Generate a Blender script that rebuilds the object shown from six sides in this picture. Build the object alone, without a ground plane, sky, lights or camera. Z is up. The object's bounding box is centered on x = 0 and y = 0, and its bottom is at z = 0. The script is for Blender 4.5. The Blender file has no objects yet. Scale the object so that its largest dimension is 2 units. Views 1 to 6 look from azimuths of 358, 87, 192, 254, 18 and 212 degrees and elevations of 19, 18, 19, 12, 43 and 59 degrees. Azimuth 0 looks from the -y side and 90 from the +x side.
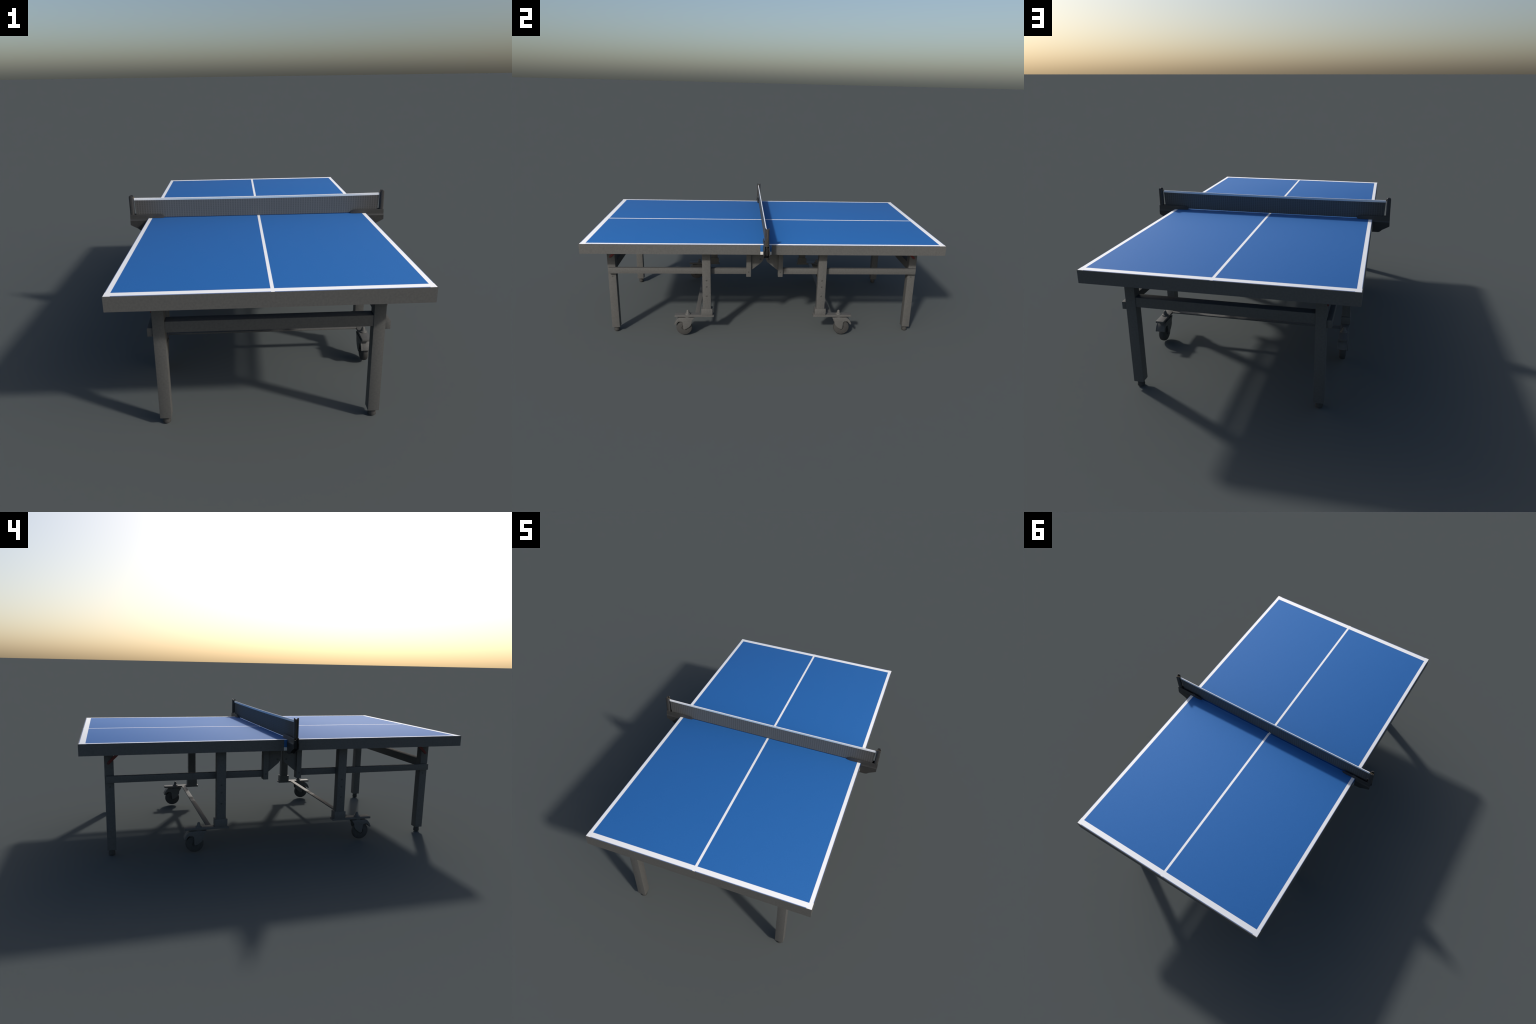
import bpy, bmesh, math
from mathutils import Vector, Matrix

# ------------------------------------------------------------------ sizes
HALF_LEN, HALF_WID = 1.0, 0.5552          # outer faces of the apron
TOP_Z, APRON_Z = 0.5856, 0.5300           # playing surface / lower edge of the apron
BOARD_X, BOARD_Y = 0.5540, 0.9970         # the board sits inside the apron
INNER_Y = 0.0040                          # the two halves almost meet under the net
LEG_X, LEG_Y, LEG_W = 0.3995, 0.8700, 0.0438
QUADRANTS = [(1, 1), (1, -1), (-1, 1), (-1, -1)]

scene = bpy.context.scene
coll = scene.collection


# ------------------------------------------------------------------ materials
class Nodes:
    """Small helper to wire node trees."""

    def __init__(self, name, rough=0.5, spec=0.5, metal=0.0):
        self.mat = bpy.data.materials.new(name)
        self.mat.use_nodes = True
        self.t = self.mat.node_tree
        self.bsdf = self.t.nodes["Principled BSDF"]
        self.bsdf.inputs["Roughness"].default_value = rough
        self.bsdf.inputs["Metallic"].default_value = metal
        self.bsdf.inputs["Specular IOR Level"].default_value = spec
        self.coord = self.t.nodes.new("ShaderNodeTexCoord")

    def link(self, a, b):
        self.t.links.new(a, b)

    def math(self, op, a, b=None, c=None, clamp=False):
        n = self.t.nodes.new("ShaderNodeMath")
        n.operation, n.use_clamp = op, clamp
        for i, v in enumerate((a, b, c)):
            if v is None:
                continue
            if isinstance(v, (int, float)):
                n.inputs[i].default_value = v
            else:
                self.link(v, n.inputs[i])
        return n.outputs[0]

    def xyz(self):
        n = self.t.nodes.new("ShaderNodeSeparateXYZ")
        self.link(self.coord.outputs["Object"], n.inputs[0])
        return n.outputs

    def noise(self, scale, detail=3.0, rough=0.6, stretch=(1, 1, 1)):
        m = self.t.nodes.new("ShaderNodeMapping")
        m.inputs["Scale"].default_value = stretch
        self.link(self.coord.outputs["Object"], m.inputs[0])
        n = self.t.nodes.new("ShaderNodeTexNoise")
        n.inputs["Scale"].default_value = scale
        n.inputs["Detail"].default_value = detail
        n.inputs["Roughness"].default_value = rough
        self.link(m.outputs[0], n.inputs["Vector"])
        return n.outputs["Fac"]

    def mix(self, fac, a, b):
        n = self.t.nodes.new("ShaderNodeMix")
        n.data_type = "RGBA"
        if isinstance(fac, (int, float)):
            n.inputs[0].default_value = fac
        else:
            self.link(fac, n.inputs[0])
        for slot, v in ((6, a), (7, b)):
            if isinstance(v, (tuple, list)):
                n.inputs[slot].default_value = (*v, 1.0)
            else:
                self.link(v, n.inputs[slot])
        return n.outputs[2]

    def ramp(self, fac, lo, hi):
        """smooth 0..1 step between lo and hi"""
        n = self.t.nodes.new("ShaderNodeMapRange")
        n.interpolation_type = "SMOOTHSTEP"
        n.inputs[1].default_value, n.inputs[2].default_value = lo, hi
        self.link(fac, n.inputs[0])
        return n.outputs[0]

    def band(self, v, lo, hi, soft=0.0006):
        """1 inside lo..hi"""
        up = self.ramp(v, lo - soft, lo + soft)
        down = self.ramp(v, hi - soft, hi + soft)
        return self.math("SUBTRACT", up, down, clamp=True)

    def bump(self, height, strength, distance):
        n = self.t.nodes.new("ShaderNodeBump")
        n.inputs["Strength"].default_value = strength
        n.inputs["Distance"].default_value = distance
        self.link(height, n.inputs["Height"])
        self.link(n.outputs[0], self.bsdf.inputs["Normal"])

    def done(self, colour):
        if isinstance(colour, (tuple, list)):
            self.bsdf.inputs["Base Color"].default_value = (*colour, 1.0)
        else:
            self.link(colour, self.bsdf.inputs["Base Color"])
        return self.mat


def mottled(name, dark, light, scale=90.0, rough=0.6, spec=0.35, grain=0.12, metal=0.0):
    """Powder-coated metal or moulded plastic: soft mottling and a fine grain."""
    n = Nodes(name, rough, spec, metal)
    f = n.noise(scale, 4.0, 0.65)
    n.bump(n.noise(700.0, 2.0), grain, 0.0006)
    return n.done(n.mix(n.ramp(f, 0.3, 0.7), dark, light))


BOARD_ROUGH, BOARD_SPEC = 0.78, 0.5


def board_material():
    n = Nodes("blue_board_with_white_lines", BOARD_ROUGH, BOARD_SPEC)
    x, y, _ = n.xyz()
    ax, ay = n.math("ABSOLUTE", x), n.math("ABSOLUTE", y)
    fleck = n.ramp(n.noise(260.0, 3.0, 0.7), 0.35, 0.7)
    blue = n.mix(fleck, (0.0140, 0.1400, 0.4380), (0.0180, 0.1520, 0.4680))
    white_fleck = n.ramp(n.noise(130.0, 3.0, 0.6, (1, 1, 1)), 0.3, 0.7)
    white = n.mix(white_fleck, (0.985, 0.985, 0.985), (1.0, 1.0, 1.0))
    side = n.band(ax, 0.5348, 0.60)
    end = n.band(ay, 0.9685, 1.10)
    centre = n.band(x, -0.0028, 0.0094)
    lines = n.math("MAXIMUM", n.math("MAXIMUM", side, end), centre)
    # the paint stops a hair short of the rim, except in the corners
    rim = n.math("MAXIMUM", n.band(ax, 0.5523, 0.60, 0.0006), n.band(ay, 0.9945, 1.1, 0.0008))
    corner = n.math("MULTIPLY", n.band(ax, 0.5300, 0.60), n.band(ay, 0.9640, 1.1))
    keep = n.math("MAXIMUM", corner, centre)
    rim = n.math("MULTIPLY", rim, n.math("SUBTRACT", 1.0, keep, clamp=True))
    lines = n.math("SUBTRACT", lines, n.math("MULTIPLY", rim, 0.85), clamp=True)
    n.bump(n.noise(900.0, 2.0), 0.05, 0.0004)
    return n.done(n.mix(lines, blue, white))


def net_material():
    n = Nodes("woven_net", 0.8, 0.2)
    x, _, z = n.xyz()

    def threads(v, pitch):
        s = n.math("SINE", n.math("MULTIPLY", v, 2 * math.pi / pitch))
        return n.ramp(s, -0.2, 0.9)

    grid = n.math("MAXIMUM", threads(x, 0.0123), n.math("MULTIPLY", threads(z, 0.0094), 0.5))
    ends = n.ramp(n.math("ABSOLUTE", x), 0.42, 0.60)
    gap = n.mix(ends, (0.078, 0.089, 0.098), (0.066, 0.066, 0.066))  # bluish mid-net has table bounce mixed into its colour; ends left neutral
    thread = n.mix(ends, (0.106, 0.119, 0.132), (0.092, 0.092, 0.092))
    n.bump(grid, 0.2, 0.0005)
    return n.done(n.mix(grid, gap, thread))


def tape_material():
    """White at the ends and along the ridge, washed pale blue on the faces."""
    n = Nodes("white_net_tape", 0.75, 0.2)
    x, _, z = n.xyz()
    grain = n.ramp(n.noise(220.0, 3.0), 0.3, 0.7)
    face = n.mix(grain, (0.43, 0.565, 0.69), (0.48, 0.61, 0.73))  # white tape tinted blue here for light bounced off the tabletop
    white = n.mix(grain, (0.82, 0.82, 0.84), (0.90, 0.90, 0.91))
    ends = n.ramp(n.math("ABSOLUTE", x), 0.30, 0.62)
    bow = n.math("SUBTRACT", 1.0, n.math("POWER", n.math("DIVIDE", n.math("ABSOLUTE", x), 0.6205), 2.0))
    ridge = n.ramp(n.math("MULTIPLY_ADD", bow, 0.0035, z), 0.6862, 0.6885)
    n.bump(n.noise(700.0, 2.0), 0.2, 0.0006)
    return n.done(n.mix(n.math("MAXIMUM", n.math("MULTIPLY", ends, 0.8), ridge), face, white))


M_BOARD = board_material()
M_NET = net_material()
M_STEEL = mottled("grey_coated_steel", (0.0875, 0.0872, 0.0840), (0.1040, 0.1035, 0.1000), 120.0)
M_STEEL_DARK = mottled("dark_screw_steel", (0.048, 0.0475, 0.046), (0.060, 0.0595, 0.058), 200.0, 0.5, 0.4)
M_PLASTIC = mottled("black_moulded_plastic", (0.035, 0.035, 0.035), (0.044, 0.0435, 0.043), 150.0, 0.5, 0.45)
M_BLACK = mottled("near_black_infill", (0.010, 0.010, 0.010), (0.014, 0.014, 0.014), 150.0, 0.6, 0.3)
M_RUBBER = mottled("grey_wheel_rubber", (0.044, 0.0435, 0.042), (0.054, 0.0535, 0.052), 150.0, 0.7, 0.3)
M_RED = mottled("red_lever_plastic", (0.135, 0.016, 0.016), (0.165, 0.020, 0.019), 150.0, 0.5, 0.4)  # red darkened to match the shade under the tabletop
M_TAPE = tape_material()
M_CORD = mottled("tan_net_cord", (0.16, 0.125, 0.075), (0.21, 0.165, 0.10), 300.0, 0.8, 0.2)
M_BLUE = mottled("blue_board_end", (0.0120, 0.0980, 0.2950), (0.0150, 0.1080, 0.3200), 260.0, 0.45, 0.5, 0.05)  # board blue lowered to bake in the occlusion beside the bracket
M_WHITE = mottled("white_board_end", (0.58, 0.58, 0.57), (0.66, 0.66, 0.65), 200.0, 0.5, 0.4, 0.05)  # white dimmed to grey for the contact shade near the net clamp


# ------------------------------------------------------------------ mesh helpers
def finish(bm, name, material, smooth=35.0):
    bmesh.ops.recalc_face_normals(bm, faces=bm.faces)
    me = bpy.data.meshes.new(name)
    bm.to_mesh(me)
    bm.free()
    me.materials.append(material)
    if smooth:
        for p in me.polygons:
            p.use_smooth = True
        me.set_sharp_from_angle(angle=math.radians(smooth))
    return me


def bevel_all(bm, width, segments=2, angle=30.0):
    edges = [e for e in bm.edges if len(e.link_faces) == 2 and e.calc_face_angle(0) > math.radians(angle)]
    if edges and width:
        bmesh.ops.bevel(bm, geom=edges, offset=width, segments=segments, profile=0.6, affect="EDGES", clamp_overlap=True)


def box_bm(lo, hi, bevel=0.0015, bm=None):
    own = bmesh.new()
    bmesh.ops.create_cube(own, size=1.0)
    lo, hi = Vector(lo), Vector(hi)
    for v in own.verts:
        v.co = Vector(((lo + hi)[i] / 2 + v.co[i] * (hi - lo)[i] for i in range(3)))
    bevel_all(own, bevel)
    if bm is None:
        return own
    tmp = bpy.data.meshes.new("tmp")
    own.to_mesh(tmp)
    own.free()
    bm.from_mesh(tmp)
    bpy.data.meshes.remove(tmp)
    return bm


def prism_bm(outline, axis, lo, hi, bevel=0.001, bm=None):
    """Extrude a 2D outline along an axis; outline uses the two other axes in xyz order."""
    own = bmesh.new()
    rest = [i for i in range(3) if i != axis]
    rings = []
    for level in (lo, hi):
        ring = []
        for p in outline:
            co = [0.0, 0.0, 0.0]
            co[axis], co[rest[0]], co[rest[1]] = level, p[0], p[1]
            ring.append(own.verts.new(co))
        rings.append(ring)
    own.faces.new(rings[0])
    own.faces.new(rings[1][::-1])
    n = len(outline)
    for i in range(n):
        j = (i + 1) % n
        own.faces.new((rings[0][j], rings[0][i], rings[1][i], rings[1][j]))
    bmesh.ops.recalc_face_normals(own, faces=own.faces)
    bevel_all(own, bevel, 2, 25.0)
    if bm is None:
        return own
    tmp = bpy.data.meshes.new("tmp")
    own.to_mesh(tmp)
    own.free()
    bm.from_mesh(tmp)
    bpy.data.meshes.remove(tmp)
    return bm


def lathe_bm(profile, segments=32, centre=(0, 0, 0), axis=2, bm=None):
    """Revolve (radius, height) pairs about an axis through the centre."""
    bm = bm or bmesh.new()
    c = Vector(centre)
    u, v = [Vector([1.0 if i == k else 0.0 for i in range(3)]) for k in range(3) if k != axis]
    w = Vector([1.0 if i == axis else 0.0 for i in range(3)])
    rings = []
    for r, h in profile:
        if r < 1e-6:
            rings.append([bm.verts.new(c + w * h)])
        else:
            rings.append([bm.verts.new(c + w * h + r * (u * math.cos(2 * math.pi * i / segments) + v * math.sin(2 * math.pi * i / segments))) for i in range(segments)])
    for a, b in zip(rings, rings[1:]):
        for i in range(segments):
            j = (i + 1) % segments
            if len(a) == 1 and len(b) == 1:
                continue
            if len(a) == 1:
                bm.faces.new((a[0], b[i], b[j]))
            elif len(b) == 1:
                bm.faces.new((a[i], a[j], b[0]))
            else:
                bm.faces.new((a[i], a[j], b[j], b[i]))
    return bm


def mirrored(me):
    """Copy of a mesh mirrored in y, faces turned the right way out."""
    bm = bmesh.new()
    bm.from_mesh(me)
    for v in bm.verts:
        v.co.y = -v.co.y
    bmesh.ops.reverse_faces(bm, faces=bm.faces)
    out = bpy.data.meshes.new(me.name)
    bm.to_mesh(out)
    bm.free()
    for m in me.materials:
        out.materials.append(m)
    return out


def add(name, me, parent, matrix=None):
    ob = bpy.data.objects.new(name, me)
    coll.objects.link(ob)
    ob.parent = parent
    if matrix is not None:
        ob.matrix_local = matrix
    return ob


def per_quadrant(name, me, parents):
    """Put a +x+y part into all four quadrants: two mirror twins, each turned by 180 degrees."""
    twin = mirrored(me)
    made = {}
    for q in QUADRANTS:
        data = me if q[0] * q[1] > 0 else twin
        parent = parents[q] if isinstance(parents, dict) else parents
        turn = isinstance(parents, dict)          # a child already turns with its parent
        made[q] = add(name, data, parent, None if turn or q[0] > 0 else Matrix.Rotation(math.pi, 4, "Z"))
    return made


def per_side(name, me, parent, along):
    """A part that is its own mirror image: a second copy turned by 180 degrees."""
    return [add(name, me, parent), add(name, me, parent, Matrix.Rotation(math.pi, 4, "Z"))]


# ------------------------------------------------------------------ the thing
table = bpy.data.objects.new("table_tennis_table", None)
coll.objects.link(table)
table["label"] = "blue table tennis table with white lines, net and wheeled steel frame"
table["category"] = "table tennis table"

# ---- playing boards: printed lines are placed in world metres, so each half is its own mesh
for s in (1, -1):
    y0, y1 = sorted((s * INNER_Y, s * BOARD_Y))
    board = add("tabletop", finish(box_bm((-BOARD_X, y0, TOP_Z - 0.020), (BOARD_X, y1, TOP_Z), 0.0007), "tabletop", M_BOARD), table)

# ---- steel apron round each half: two long sides and an end, mitred into one U
def apron_bm():
    bm = bmesh.new()
    wall, lip = 0.0180, 0.0007
    x1, x0, ye, yi = HALF_WID, HALF_WID - wall, HALF_LEN, HALF_LEN - wall
    start = 0.0310
    outline = [(x1, start), (x1, ye), (-x1, ye), (-x1, start), (-x0, start), (-x0, yi), (x0, yi), (x0, start)]
    # below the board: the full wall
    prism_bm(outline, 2, APRON_Z, TOP_Z - 0.0205, 0.0, bm)
    # beside the board: the thin rim that shows around the printed edge
    bx, by = BOARD_X + 0.0003, BOARD_Y + 0.0003
    rim = [(x1, start), (x1, ye), (-x1, ye), (-x1, start), (-bx, start), (-bx, by), (bx, by), (bx, start)]
    prism_bm(rim, 2, TOP_Z - 0.0205, TOP_Z - lip, 0.0, bm)
    bmesh.ops.remove_doubles(bm, verts=bm.verts, dist=1e-5)
    return bm


per_side("apron", finish(apron_bm(), "apron", M_STEEL, 20), table, "y")

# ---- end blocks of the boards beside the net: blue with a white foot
end_blue = finish(box_bm((0.5405, 0.0060, 0.5475), (0.5550, 0.0305, TOP_Z - 0.0006), 0.0006), "board_end", M_BLUE)
end_white = finish(box_bm((0.5405, 0.0060, APRON_Z + 0.0003), (0.5550, 0.0305, 0.5470), 0.0006), "board_end_foot", M_WHITE)
per_quadrant("board_end", end_blue, table)
per_quadrant("board_end_foot", end_white, table)
# cross beam closing the inner end of each half under the net
beam = finish(box_bm((-0.5400, 0.0060, APRON_Z + 0.0005), (0.5400, 0.0240, TOP_Z - 0.0205), 0.001), "inner_beam", M_STEEL)
per_side("inner_beam", beam, table, "y")

# ---- legs with levelling feet
h = LEG_W / 2
leg_me = finish(box_bm((LEG_X - h, LEG_Y - h, 0.0285), (LEG_X + h, LEG_Y + h, TOP_Z - 0.0210), 0.0015), "leg", M_STEEL)
legs = per_quadrant("leg", leg_me, table)
foot_profile = [(0.0, 0.0), (0.0125, 0.0), (0.0155, 0.0015), (0.0166, 0.0045), (0.0160, 0.0110), (0.0148, 0.0200), (0.0146, 0.0290), (0.0, 0.0290)]
per_quadrant("foot", finish(lathe_bm(foot_profile, 28, (LEG_X, LEG_Y, 0)), "foot", M_RUBBER, 50), legs)


def screw_bm(x, y, z, r, rise=0.0012):
    return lathe_bm([(0.0, -0.002), (r, -0.002), (r, rise * 0.4), (r * 0.8, rise), (r * 0.35, rise), (r * 0.25, rise * 0.3), (0.0, rise * 0.3)], 16, (x, y, z), 0)


per_quadrant("screw", finish(screw_bm(LEG_X + h, LEG_Y - 0.002, 0.352, 0.0044, 0.0006), "screw", M_STEEL_DARK), legs)

# red release lever lying against the outer face of each leg
def lever_bm():
    tip, top = Vector((0.8725, 0.4700)), Vector((0.8050, 0.5360))
    d = (top - tip).normalized()
    n = Vector((-d.y, d.x))
    w = 0.0062
    arc = [tip + w * (n * math.cos(a) - d * math.sin(a)) for a in [math.pi * i / 8 for i in range(9)]]
    outline = [top + n * w * 1.25, *arc, top - n * w * 1.25]
    bm = prism_bm([tuple(p) for p in outline], 0, 0.4212, 0.4266, 0.0012)
    return bm


levers = per_quadrant("release_lever", finish(lever_bm(), "release_lever", M_RED), legs)
per_quadrant("lever_pin", finish(screw_bm(0.4266, 0.8720, 0.4705, 0.0030, 0.0006), "lever_pin", M_STEEL_DARK), levers)

# ---- cross bar between the two legs of each end
bar_x = LEG_X - h + 0.0004
crossbar = finish(box_bm((-bar_x, 0.8480, 0.3912), (bar_x, 0.8893, 0.4347), 0.0015), "crossbar", M_STEEL)
per_side("crossbar", crossbar, table, "y")

# ---- long rail on the outer face of the legs, ending at the hinge post
rail = finish(box_bm((0.4215, 0.1040, 0.3755), (0.4425, 0.8855, 0.4090), 0.0015), "side_rail", M_STEEL)
per_quadrant("side_rail", rail, table)

# ---- hinge post and hinge plate near the net
hinge = finish(box_bm((0.4200, 0.0775, 0.3640), (0.4585, 0.1045, TOP_Z - 0.0210), 0.0015), "hinge_post", M_STEEL)
hinges = per_quadrant("hinge_post", hinge, table)
per_quadrant("screw", finish(screw_bm(0.4585, 0.0915, 0.3940, 0.0050), "screw", M_STEEL_DARK), hinges)
plate_outline = [(0.0780, 0.5640), (0.0780, 0.3985), (0.0700, 0.4035), (0.0190, 0.4455), (0.0115, 0.4545), (0.0068, 0.4660), (0.0050, 0.4780), (0.0050, 0.5640)]
plates = per_quadrant("hinge_plate", finish(prism_bm(plate_outline, 0, 0.4330, 0.4415, 0.001), "hinge_plate", M_STEEL), table)
per_quadrant("screw", finish(screw_bm(0.4415, 0.0240, 0.4660, 0.0058), "screw", M_STEEL_DARK), plates)

# ---- wheel posts: square tube, socket, carrier plate, castor
POST_Y = 0.3300
post = finish(box_bm((0.4420, 0.3065, 0.1335), (0.4820, 0.3535, TOP_Z - 0.0210), 0.0015), "wheel_post", M_STEEL)
posts = per_quadrant("wheel_post", post, table)
for z in (0.3505, 0.3115, 0.2545):
    per_quadrant("screw", finish(screw_bm(0.4820, POST_Y, z, 0.0050), "screw", M_STEEL_DARK), posts)


def socket_bm():
    """Square sleeve round the foot of the post, open at the top."""
    x0, x1, y0, y1, z0, z1 = 0.4385, 0.4838, 0.2980, 0.3625, 0.1332, 0.1725
    bm = box_bm((x0, y0, z0), (x1, y1, z1), 0.0014)
    return bm


per_quadrant("post_socket", finish(socket_bm(), "post_socket", M_STEEL), posts)
carrier = finish(box_bm((0.4405, 0.2905, 0.1218), (0.4815, 0.5165, 0.1330), 0.0018), "carrier_plate", M_STEEL)
carriers = per_quadrant("carrier_plate", carrier, table)

# flat tie bar joining the two carriers of each half
tie = finish(box_bm((-0.4400, 0.3755, 0.1262), (0.4400, 0.4010, 0.1326), 0.001), "tie_bar", M_STEEL)
per_side("tie_bar", tie, table, "y")

# acorn nut on a washer above each castor
CASTOR_X, WHEEL_Y, WHEEL_Z, WHEEL_R = 0.4612, 0.4642, 0.0508, 0.0473
nut_profile = [(0.0, 0.1325), (0.0168, 0.1325), (0.0168, 0.1348), (0.0150, 0.1385), (0.0108, 0.1402), (0.0092, 0.1450), (0.0076, 0.1520), (0.0062, 0.1565), (0.0036, 0.1590), (0.0, 0.1598)]
per_quadrant("castor_nut", finish(lathe_bm(nut_profile, 20, (CASTOR_X, 0.4425, 0)), "castor_nut", M_STEEL, 40), carriers)

CHEEK = [(0.4045, 0.1175), (0.4120, 0.1060), (0.4180, 0.0980), (0.4200, 0.0800), (0.4280, 0.0660), (0.4390, 0.0555), (0.4510, 0.0475),
         (0.4610, 0.0435), (0.4660, 0.0455), (0.4685, 0.0510), (0.4705, 0.0840), (0.4730, 0.0905), (0.4780, 0.0932), (0.4940, 0.0935),
         (0.5020, 0.0880), (0.5105, 0.0750), (0.5160, 0.0740), (0.5200, 0.0770), (0.5150, 0.0900), (0.5090, 0.1010), (0.4985, 0.1120), (0.4900, 0.1175)]
HOOD = [(0.4060, 0.1170), (0.4150, 0.1035), (0.4400, 0.1015), (0.4642, 0.1010), (0.4840, 0.0985), (0.4960, 0.0940), (0.5045, 0.0870),
        (0.5110, 0.0765), (0.5160, 0.0750), (0.5190, 0.0770), (0.5140, 0.0900), (0.5080, 0.1005), (0.4980, 0.1115), (0.4895, 0.1170)]


def fork_bm():
    bm = bmesh.new()
    w = 0.0235
    prism_bm(CHEEK, 0, CASTOR_X + w - 0.0055, CASTOR_X + w, 0.0011, bm)
    prism_bm(CHEEK, 0, CASTOR_X - w, CASTOR_X - w + 0.0055, 0.0011, bm)
    prism_bm(HOOD, 0, CASTOR_X - w + 0.0045, CASTOR_X + w - 0.0045, 0.0011, bm)
    # swivel collar between the hood and the carrier plate
    lathe_bm([(0.0, 0.1160), (0.0200, 0.1160), (0.0200, 0.1222), (0.0, 0.1222)], 24, (CASTOR_X, 0.4450, 0), 2, bm)
    return bm


forks = per_quadrant("castor_fork", finish(fork_bm(), "castor_fork", M_STEEL), carriers)
hw = 0.0152
tread = [(0.0, -hw + 0.0035), (0.0130, -hw + 0.0035), (0.0145, -hw), (0.0330, -hw), (0.0350, -hw + 0.0008), (0.0425, -hw + 0.0022)]
for i in range(9):
    a = -math.pi / 2 + math.pi * i / 8
    tread.append((WHEEL_R - 0.0048 + 0.0048 * math.cos(a) * (1 if abs(math.cos(a)) > 1e-6 else 0), (hw - 0.0030) * math.sin(a)))
tread += [(r, -z) for r, z in reversed(tread[:6])]
wheel_me = finish(lathe_bm(tread, 48, (CASTOR_X, WHEEL_Y, WHEEL_Z), 0), "wheel", M_RUBBER, 40)
wheels = per_quadrant("wheel", wheel_me, forks)
axle = lathe_bm([(0.0, -0.0195), (0.0055, -0.0195), (0.0055, 0.0195), (0.0, 0.0195)], 16, (CASTOR_X, WHEEL_Y - 0.001, WHEEL_Z + 0.0005), 0)
per_quadrant("axle", finish(axle, "axle", M_STEEL_DARK), forks)

# ------------------------------------------------------------------ the net
NET_LO, NET_HI, SAG = 0.5895, 0.6778, 0.0035


def drop(z):
    """The lower edge is drawn tight, the upper edge hangs freely."""
    return 0.35 + 0.65 * min(1.0, (z - NET_LO) / (NET_HI - NET_LO))


def strung(outline, half_low, half_high, material, name):
    """Run a section (y, z) along the net; it hangs a little lower in the middle and its ends slant."""
    bm = bmesh.new()
    steps, rings = 40, []
    z0, z1 = min(p[1] for p in outline), max(p[1] for p in outline)
    for i in range(steps + 1):
        t = 2.0 * i / steps - 1.0
        ring = []
        for y, z in outline:
            half = half_low + (half_high - half_low) * (z - z0) / (z1 - z0)
            ring.append(bm.verts.new((half * t, y - 0.0027, z - SAG * drop(z) * (1.0 - t * t))))
        rings.append(ring)
    for a, b in zip(rings, rings[1:]):
        for k in range(len(outline)):
            m = (k + 1) % len(outline)
            bm.faces.new((a[k], a[m], b[m], b[k]))
    bm.faces.new(rings[0])
    bm.faces.new(rings[-1][::-1])
    return finish(bm, name, material, 30)


panel = [(-0.0011, NET_LO), (0.0011, NET_LO), (0.0011, NET_HI + 0.002), (-0.0011, NET_HI + 0.002)]
net = add("net", strung(panel, 0.6140, 0.6190, M_NET, "net"), table)
# white edging folded over the top of the net, rounded along its ridge
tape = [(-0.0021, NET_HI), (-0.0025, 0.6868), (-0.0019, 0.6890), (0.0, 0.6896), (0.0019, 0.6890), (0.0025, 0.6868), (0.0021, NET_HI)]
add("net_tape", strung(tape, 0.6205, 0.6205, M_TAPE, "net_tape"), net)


def post_shell_bm():
    """Two curved shells clasping the end of the net, seen from above like a pair of brackets."""
    bm = bmesh.new()
    cx, a, b, t = 0.6345, 0.0108, 0.0118, 0.0026
    z0, z1 = 0.6040, 0.7018
    steps = 12
    for s in (1, -1):
        cols = []
        for i in range(steps + 1):
            ang = math.radians(16 + 148 * i / steps)
            c, n = math.cos(ang), math.sin(ang)
            # squarish section
            k = (abs(c) ** 3.2 + abs(n) ** 3.2) ** (-1 / 3.2)
            outer = (cx + a * k * c, s * b * k * n)
            inner = (cx + (a - t) * k * c, s * (b - t) * k * n)
            # rounded upper corners
            e = max(0.0, abs(outer[0] - cx) / a - 0.45) / 0.55
            top = z1 - 0.0075 * e * e
            cols.append([bm.verts.new((*p, z)) for p, z in ((outer, z0), (outer, top), (inner, top), (inner, z0))])
        for p, q in zip(cols, cols[1:]):
            for i in range(4):
                j = (i + 1) % 4
                bm.faces.new((p[i], p[j], q[j], q[i]))
        bm.faces.new(cols[0])
        bm.faces.new(cols[-1][::-1])
    return bm


post_me = finish(post_shell_bm(), "net_post", M_PLASTIC, 40)
net_posts = per_side("net_post", post_me, net, "x")
def cord_bm():
    """Tie running from the tape into the post and down its slot."""
    bm = box_bm((0.6190, -0.0009, 0.6850), (0.6425, 0.0009, 0.6945), 0.0004)
    return box_bm((0.6350, -0.0010, 0.5960), (0.6428, 0.0010, 0.6852), 0.0004, bm)


cord = finish(cord_bm(), "net_cord", M_CORD)
per_side("net_cord", cord, net, "x")


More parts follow.
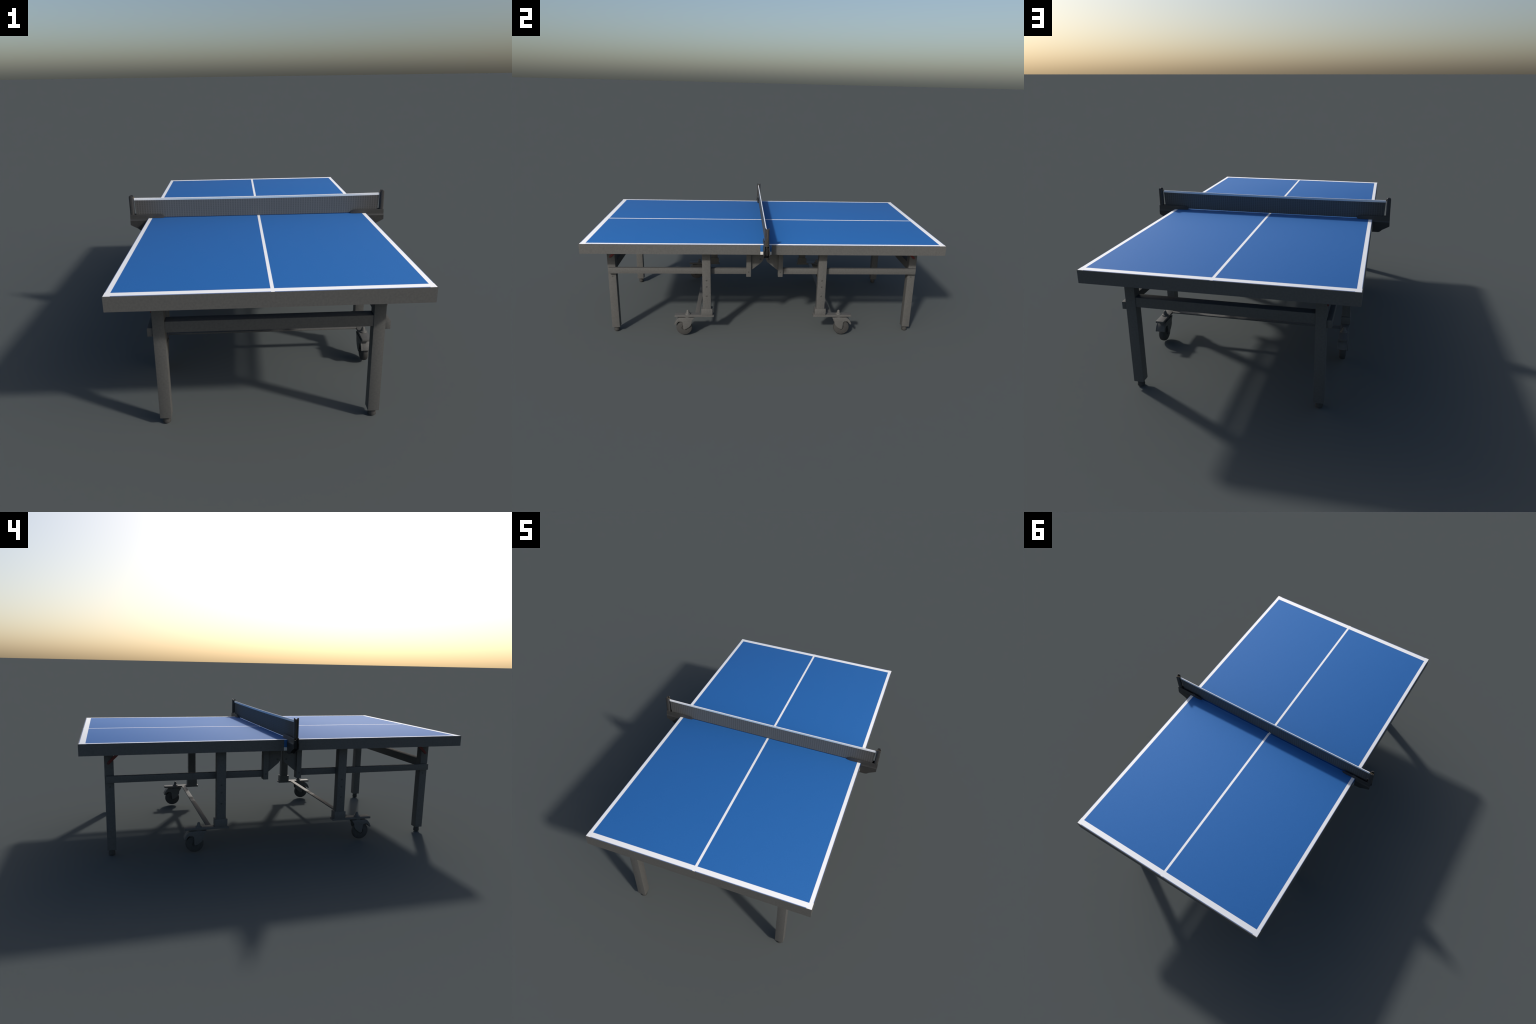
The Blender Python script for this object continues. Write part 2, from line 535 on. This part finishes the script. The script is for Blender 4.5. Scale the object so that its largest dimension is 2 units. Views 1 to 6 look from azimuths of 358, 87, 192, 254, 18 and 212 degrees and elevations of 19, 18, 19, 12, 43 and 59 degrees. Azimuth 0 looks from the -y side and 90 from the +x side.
def bracket_bm():
    """Clamp under each post: two pressed cheeks with an arm over the board."""
    outline = [(0.4735, 0.5935), (0.4790, 0.6000), (0.4880, 0.6048), (0.5000, 0.6068), (0.6450, 0.6052), (0.6462, 0.5530),
               (0.6085, 0.5325), (0.6010, 0.5250), (0.5950, 0.5205), (0.5880, 0.5190), (0.5570, 0.5190), (0.5570, 0.5868), (0.4785, 0.5866), (0.4742, 0.5890)]
    bm = bmesh.new()
    for s in (1, -1):
        own = prism_bm(outline, 1, 0.0, 0.0030, 0.0)
        for z in (0.5980, 0.5870, 0.5800, 0.5750, 0.5600, 0.5400):
            bmesh.ops.bisect_plane(own, geom=own.verts[:] + own.edges[:] + own.faces[:], plane_co=(0, 0, z), plane_no=(0, 0, 1))
        for x in (0.50, 0.535, 0.5620, 0.60):
            bmesh.ops.bisect_plane(own, geom=own.verts[:] + own.edges[:] + own.faces[:], plane_co=(x, 0, 0), plane_no=(1, 0, 0))
        # pressed section: narrow at the top, a ledge below the board level, drawn in at the foot
        knots = [(0.5190, 0.0108), (0.5400, 0.0122), (0.5600, 0.0130), (0.5750, 0.0140), (0.5800, 0.0118), (0.5870, 0.0110), (0.5980, 0.0108), (0.6070, 0.0098)]

        def spread(z):
            z = min(max(z, knots[0][0]), knots[-1][0])
            for (za, ya), (zb, yb) in zip(knots, knots[1:]):
                if z <= zb:
                    return ya + (yb - ya) * (z - za) / (zb - za)
            return knots[-1][1]

        for v in own.verts:
            y = v.co.y + spread(v.co.z)
            # the arm closes on the net towards its tip
            near = min(1.0, max(0.0, (v.co.x - 0.4735) / 0.022))
            v.co.y = s * (y if v.co.x > 0.53 else 0.0050 + (y + 0.0012 - 0.0050) * (0.30 + 0.70 * near ** 0.4))
        tmp = bpy.data.meshes.new("tmp")
        own.to_mesh(tmp)
        own.free()
        bm.from_mesh(tmp)
        bpy.data.meshes.remove(tmp)
    return bm


brackets = per_side("net_bracket", finish(bracket_bm(), "net_bracket", M_PLASTIC, 25), net, "x")
# near-black block filling the space between the cheeks
core_outline = [(0.5575, 0.5225), (0.5880, 0.5225), (0.6090, 0.5365), (0.6340, 0.5515), (0.6340, 0.5935), (0.5575, 0.5835)]
core = finish(prism_bm(core_outline, 1, -0.0104, 0.0104, 0.0008), "dark_bracket_infill", M_BLACK)
for b in brackets:
    add("dark_bracket_infill", core, b)

bpy.context.view_layer.update()
